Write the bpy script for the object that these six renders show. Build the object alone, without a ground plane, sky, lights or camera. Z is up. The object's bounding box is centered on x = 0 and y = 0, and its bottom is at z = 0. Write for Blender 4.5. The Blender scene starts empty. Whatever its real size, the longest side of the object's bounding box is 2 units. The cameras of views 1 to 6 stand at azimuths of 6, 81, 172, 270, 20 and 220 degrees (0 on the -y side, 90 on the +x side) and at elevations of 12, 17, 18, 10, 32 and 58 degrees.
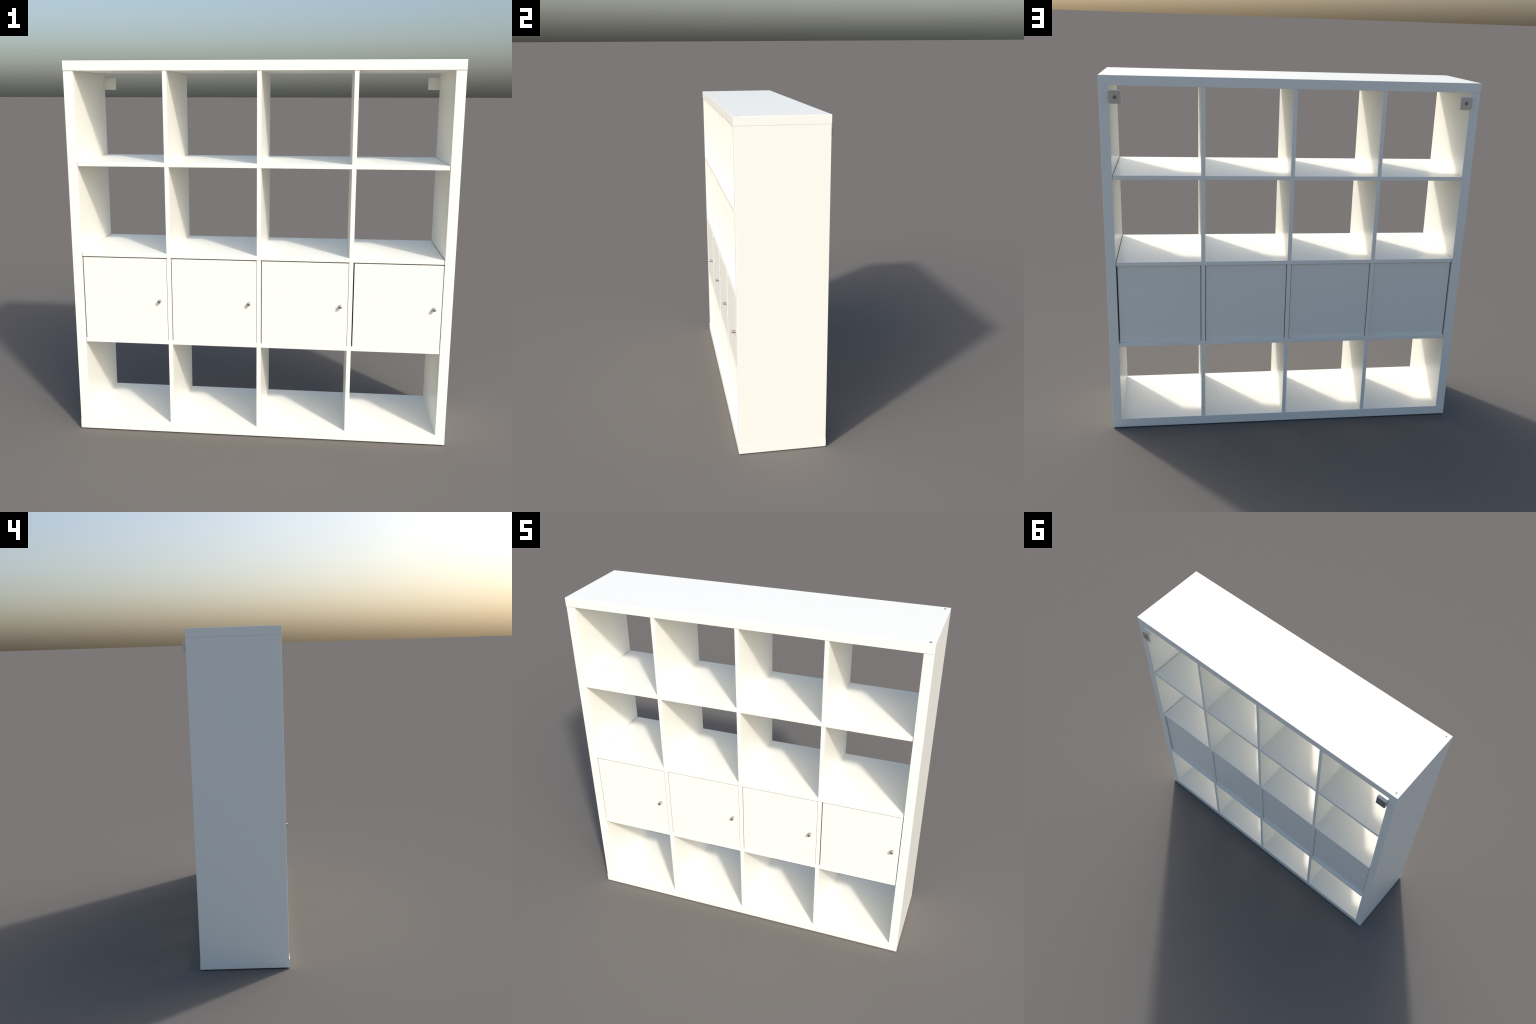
import bpy, bmesh, math
from mathutils import Vector, Matrix

# ------------------------------------------------------------------ sizes (m)
W = 1.0            # half width over the top and base boards
D = 0.2662         # half depth of the top and base boards
TOP, TOP_UNDER = 2.0, 1.950
BASE, BASE_TOP = 0.0035, 0.0562
DP = 0.2638        # half depth of side panels, shelves and dividers
SIDE_OUT, SIDE_IN = 0.9998, 0.9488
GRID = 0.9455      # half length of the shelves
PITCH = 0.4780     # column pitch
T = 0.0220         # shelf and divider thickness
SHELF_TOPS = [1.0137 + k * PITCH for k in (1, 0, -1)]     # same pitch up as across
DOOR_X = (-0.7163, -0.2379, 0.2403, 0.7203)
DOOR_W, DOOR_H = 0.4495, 0.449
DOOR_Z0 = SHELF_TOPS[2] + 0.0008
DOOR_FRONT = -0.2628
BOLT_X, BOLT_Y = 0.9725, 0.240


# ------------------------------------------------------------------ materials
def principled(name, color, rough=0.5, metallic=0.0, grain=None, bump=0.0, ior=1.5):
    """Plain Principled surface; grain = (scale, second colour, low, high)."""
    m = bpy.data.materials.new(name)
    m.use_nodes = True
    nt = m.node_tree
    b = nt.nodes["Principled BSDF"]
    b.inputs["Base Color"].default_value = (*color, 1)
    b.inputs["Roughness"].default_value = rough
    b.inputs["Metallic"].default_value = metallic
    b.inputs["IOR"].default_value = ior
    if grain:
        scale, col2, lo, hi = grain
        tc = nt.nodes.new("ShaderNodeTexCoord")
        no = nt.nodes.new("ShaderNodeTexNoise")
        no.inputs["Scale"].default_value = scale
        no.inputs["Detail"].default_value = 4
        ramp = nt.nodes.new("ShaderNodeValToRGB")
        ramp.color_ramp.elements[0].position = lo
        ramp.color_ramp.elements[1].position = hi
        ramp.color_ramp.elements[0].color = (*color, 1)
        ramp.color_ramp.elements[1].color = (*col2, 1)
        nt.links.new(tc.outputs["Object"], no.inputs["Vector"])
        nt.links.new(no.outputs["Fac"], ramp.inputs["Fac"])
        nt.links.new(ramp.outputs["Color"], b.inputs["Base Color"])
        if bump:
            bp = nt.nodes.new("ShaderNodeBump")
            bp.inputs["Strength"].default_value = bump
            bp.inputs["Distance"].default_value = 0.001
            nt.links.new(no.outputs["Fac"], bp.inputs["Height"])
            nt.links.new(bp.outputs["Normal"], b.inputs["Normal"])
    return m


FOIL = principled("white_foil", (0.990, 0.986, 0.908), 0.29,
                  grain=(9.0, (0.994, 0.990, 0.912), 0.35, 0.65))
LACQUER = principled("door_lacquer", (0.970, 0.972, 0.892), 0.26,
                     grain=(7.0, (0.974, 0.976, 0.896), 0.35, 0.65))
KNOB = principled("brushed_knob_metal", (0.42, 0.415, 0.41), 0.42, 1.0,
                  grain=(160.0, (0.48, 0.475, 0.47), 0.3, 0.7))
BOLT = principled("bolt_steel", (0.42, 0.43, 0.45), 0.45, 1.0)
GALVANISED = principled("galvanised_steel", (0.60, 0.58, 0.56), 0.33, 1.0,
                        grain=(240.0, (0.70, 0.68, 0.66), 0.3, 0.7))
WHITE_PAINT = principled("bracket_white_paint", (0.93, 0.92, 0.87), 0.35)
DARK_GREY = principled("dark_grey_disc", (0.24, 0.24, 0.245), 0.45, 0.4)


# ------------------------------------------------------------------ helpers
def finish(bm, name, mat, smooth_angle=35):
    me = bpy.data.meshes.new(name)
    bmesh.ops.recalc_face_normals(bm, faces=bm.faces)
    bm.to_mesh(me)
    bm.free()
    me.materials.append(mat)
    if smooth_angle:
        me.shade_smooth()
        me.set_sharp_from_angle(angle=math.radians(smooth_angle))
    else:
        me.shade_flat()      # boards: flat faces stay flat right up to the rounded edge
    return me


def add(name, me, parent, loc=(0, 0, 0)):
    ob = bpy.data.objects.new(name, me)
    bpy.context.collection.objects.link(ob)
    ob.location = loc
    ob.parent = parent
    return ob


def block(bm, x0, x1, y0, y1, z0, z1):
    v = bmesh.ops.create_cube(bm, size=1)["verts"]
    bmesh.ops.scale(bm, vec=(x1 - x0, y1 - y0, z1 - z0), verts=v)
    bmesh.ops.translate(bm, vec=((x0 + x1) / 2, (y0 + y1) / 2, (z0 + z1) / 2), verts=v)
    return v


def board_mesh(name, sx, sy, sz, mat, r=0.0022, seg=3, along=None):
    """A board centred on its own origin with lightly rounded edges
    (all of them, or only those that run along one axis)."""
    bm = bmesh.new()
    block(bm, -sx / 2, sx / 2, -sy / 2, sy / 2, -sz / 2, sz / 2)
    edges = [e for e in bm.edges if along is None
             or abs((e.verts[0].co - e.verts[1].co)[along]) > 1e-4]
    bmesh.ops.bevel(bm, geom=edges, offset=r, segments=seg, profile=0.5, affect="EDGES")
    return finish(bm, name, mat, 0)


def lathe(name, profile, mat, axis="Y", n=40):
    """Turn (radius, height) pairs round an axis."""
    bm = bmesh.new()
    rings = []
    for rad, h in profile:
        if rad < 1e-6:
            rings.append([bm.verts.new((0, 0, h))])
        else:
            rings.append([bm.verts.new((rad * math.cos(a), rad * math.sin(a), h))
                          for a in [math.tau * k / n for k in range(n)]])
    for a, b in zip(rings, rings[1:]):
        for k in range(n):
            j = (k + 1) % n
            if len(a) == 1:
                bm.faces.new((a[0], b[k], b[j]))
            elif len(b) == 1:
                bm.faces.new((a[k], a[j], b[0]))
            else:
                bm.faces.new((a[k], a[j], b[j], b[k]))
    if axis == "Y":          # height runs towards -y
        bmesh.ops.rotate(bm, verts=bm.verts, matrix=Matrix.Rotation(math.radians(90), 3, "X"))
    return finish(bm, name, mat, 40)


def drill(me, cutters):
    """Cut solids out of a mesh."""
    ob = bpy.data.objects.new("work", me)
    bpy.context.collection.objects.link(ob)
    extra = []
    for c in cutters:
        co = bpy.data.objects.new("cutter", c)
        bpy.context.collection.objects.link(co)
        extra.append(co)
        md = ob.modifiers.new("cut", "BOOLEAN")
        md.operation, md.solver, md.object = "DIFFERENCE", "EXACT", co
    dg = bpy.context.evaluated_depsgraph_get()
    out = bpy.data.meshes.new_from_object(ob.evaluated_get(dg))
    out.name = me.name
    for o in [ob] + extra:
        bpy.data.objects.remove(o)
    return out


def cylinder_mesh(r, loc, h, axis="Z", n=32):
    bm = bmesh.new()
    bmesh.ops.create_cone(bm, cap_ends=True, segments=n, radius1=r, radius2=r, depth=h)
    if axis == "Y":
        bmesh.ops.rotate(bm, verts=bm.verts, matrix=Matrix.Rotation(math.radians(90), 3, "X"))
    bmesh.ops.translate(bm, vec=loc, verts=bm.verts)
    me = bpy.data.meshes.new("cutter")
    bm.to_mesh(me)
    bm.free()
    return me


# ------------------------------------------------------------------ the thing
unit = bpy.data.objects.new("shelving_unit", None)
bpy.context.collection.objects.link(unit)
unit["label"] = "white four by four cube shelving unit with four small doors"
unit["category"] = "shelf"

# top and base boards run over the ends of the side panels
tt = TOP - TOP_UNDER
top_me = board_mesh("top_board", 2 * W, 2 * D, tt, FOIL, 0.0015)
cut = []
for sy in (-1, 1):
    cut.append(cylinder_mesh(0.0051, (-BOLT_X, sy * BOLT_Y, tt / 2), 0.044))
    cut.append(cylinder_mesh(0.0084, (BOLT_X, sy * BOLT_Y, tt / 2), 0.012))
top_me = drill(top_me, cut)
top = add("top_board", top_me, unit, (0, 0, (TOP + TOP_UNDER) / 2))

tb = BASE_TOP - BASE
base = add("base_board", board_mesh("base_board", 2 * W, 2 * D, tb, FOIL, 0.0015), unit,
           (0, 0, (BASE + BASE_TOP) / 2))

# bolt heads: flush in the top board, standing proud under the base
head = lathe("bolt_head", [(0, -0.005), (0.008, -0.005), (0.008, -0.0006), (0.0074, 0.0), (0, 0.0)], BOLT, "Z", 36)
for sy in (-1, 1):
    add("bolt_head", head, top, (BOLT_X, sy * BOLT_Y, tt / 2 - 0.0004))
for sx in (-1, 1):
    for sy in (-1, 1):
        o = add("bolt_head", head, base, (sx * BOLT_X, sy * BOLT_Y, -tb / 2 - BASE))
        o.rotation_euler = (math.pi, 0, 0)

# side panels stand a little behind the board edges
side_me = board_mesh("side_panel", SIDE_OUT - SIDE_IN, 2 * DP, TOP_UNDER - BASE_TOP - 0.0006, FOIL, 0.0018, 3, 2)
for s in (-1, 1):
    add("side_panel", side_me, unit, (s * (SIDE_OUT + SIDE_IN) / 2, 0.0008, (TOP_UNDER + BASE_TOP) / 2))

# long shelves and short dividers
shelf_me = board_mesh("shelf", 2 * GRID, 2 * DP, T, FOIL, 0.0012, 2)
for zt in SHELF_TOPS:
    add("shelf", shelf_me, unit, (0, 0, zt - T / 2))
levels = [TOP_UNDER] + [z for zt in SHELF_TOPS for z in (zt, zt - T)] + [BASE_TOP]
for row in range(4):
    zhi, zlo = levels[2 * row], levels[2 * row + 1]
    div_me = board_mesh("divider", T, 2 * DP - 0.0012, zhi - zlo - 0.0006, FOIL, 0.0010, 2, 2)
    for col in (-1, 0, 1):
        add("divider", div_me, unit, (col * PITCH, 0, (zhi + zlo) / 2))

# closed inserts in the third row: open box with a back panel, then a door slab
wall, inset = 0.012, 0.016
y_back, y_mid = 0.2505, DOOR_FRONT + 0.0215
hw, hh = 0.2243, 0.2252
bm = bmesh.new()
ow, oh = hw - inset, hh - inset          # the carcass stands in from the door outline
block(bm, -ow, -ow + wall, y_mid, y_back - 0.008, -oh, oh)
block(bm, ow - wall, ow, y_mid, y_back - 0.008, -oh, oh)
block(bm, -ow + wall, ow - wall, y_mid, y_back - 0.008, oh - wall, oh)
block(bm, -ow + wall, ow - wall, y_mid, y_back - 0.008, -oh, -oh + wall)
bmesh.ops.remove_doubles(bm, verts=bm.verts, dist=1e-5)
block(bm, -hw, hw, y_back - 0.0078, y_back + 0.0015, -hh, hh)       # back sheet
box_me = finish(bm, "insert_box", LACQUER, 0)
door_me = board_mesh("door", DOOR_W, 0.0195, DOOR_H, LACQUER, 0.0010, 2)
knob_me = lathe("knob", [(0, -0.002), (0.0085, -0.002), (0.0085, 0.0218), (0.0080, 0.0232),
                         (0.0070, 0.0239), (0, 0.0239)], KNOB, "Y", 40)
for k, cx in enumerate(DOOR_X):
    zc = DOOR_Z0 + DOOR_H / 2
    add("insert_box", box_me, unit, ((k - 1.5) * PITCH, 0, DOOR_Z0 + hh))
    door = add("door", door_me, unit, (cx, DOOR_FRONT + 0.00975, zc))
    add("knob", knob_me, door, (0.1868, -0.00975, 0.7575 - zc))

# wall brackets behind the two upper back corners
BX0, BX1, BZ0, BZ1 = 0.8878, 0.9500, 1.8615, 1.9275
for s in (-1, 1):
    cx, cz = s * (BX0 + BX1) / 2, (BZ0 + BZ1) / 2
    w, h = BX1 - BX0, BZ1 - BZ0
    # white painted cap
    leg = 0.0018
    lo, hi = (-w / 2 + leg, w / 2) if s < 0 else (-w / 2, w / 2 - leg)
    bm = bmesh.new()
    block(bm, lo, hi, 0.2668, 0.2850, -h / 2, h / 2)
    bmesh.ops.bevel(bm, geom=bm.edges[:], offset=0.0010, segments=2, profile=0.5, affect="EDGES")
    cap = drill(finish(bm, "wall_bracket", WHITE_PAINT, 0),
                [cylinder_mesh(0.0092, (0, 0.2835, 0), 0.012, "Y")])
    br = add("wall_bracket", cap, unit, (cx, 0, cz))
    # thin flange lying on the inner face of the side panel
    xf = s * SIDE_IN - cx
    bm = bmesh.new()
    block(bm, min(xf, xf - s * 0.0016), max(xf, xf - s * 0.0016), 0.238, 0.2667, -h / 2, h / 2)
    add("bracket_flange", finish(bm, "bracket_flange", WHITE_PAINT, 0), br)
    # steel wall plate: notched corners, screw hole, folded leg beside the panel
    pw, ph, n = w / 2 - 0.0016, h / 2 - 0.0014, 0.0050
    q = s * w / 2       # side next to the panel
    outline = [(-s * pw, -ph), (q - s * n, -ph), (q - s * n, -ph + n), (q, -ph + n),
               (q, ph - n), (q - s * n, ph - n), (q - s * n, ph), (-s * pw, ph)]
    bm = bmesh.new()
    f = bm.faces.new([bm.verts.new((x, 0.2851, z)) for x, z in outline])
    ex = bmesh.ops.extrude_face_region(bm, geom=[f])
    bmesh.ops.translate(bm, vec=(0, 0.0020, 0),
                        verts=[g for g in ex["geom"] if isinstance(g, bmesh.types.BMVert)])
    plate = drill(finish(bm, "bracket_plate", GALVANISED, 0),
                  [cylinder_mesh(0.0092, (0, 0.286, 0), 0.006, "Y")])
    add("bracket_plate", plate, br)
    bm = bmesh.new()
    block(bm, min(q, q - s * leg * 0.9), max(q, q - s * leg * 0.9), 0.2668, 0.2850, -ph + n, ph - n)
    add("bracket_leg", finish(bm, "bracket_leg", GALVANISED, 0), br)
    # dark grey disc set in the bottom of the hole, so that the hole looks dark
    add("dark_hole_disc", lathe("dark_hole_disc", [(0, -0.2835), (0.0088, -0.2835), (0.0088, -0.2785),
                                                 (0, -0.2785)], DARK_GREY, "Y", 28), br)
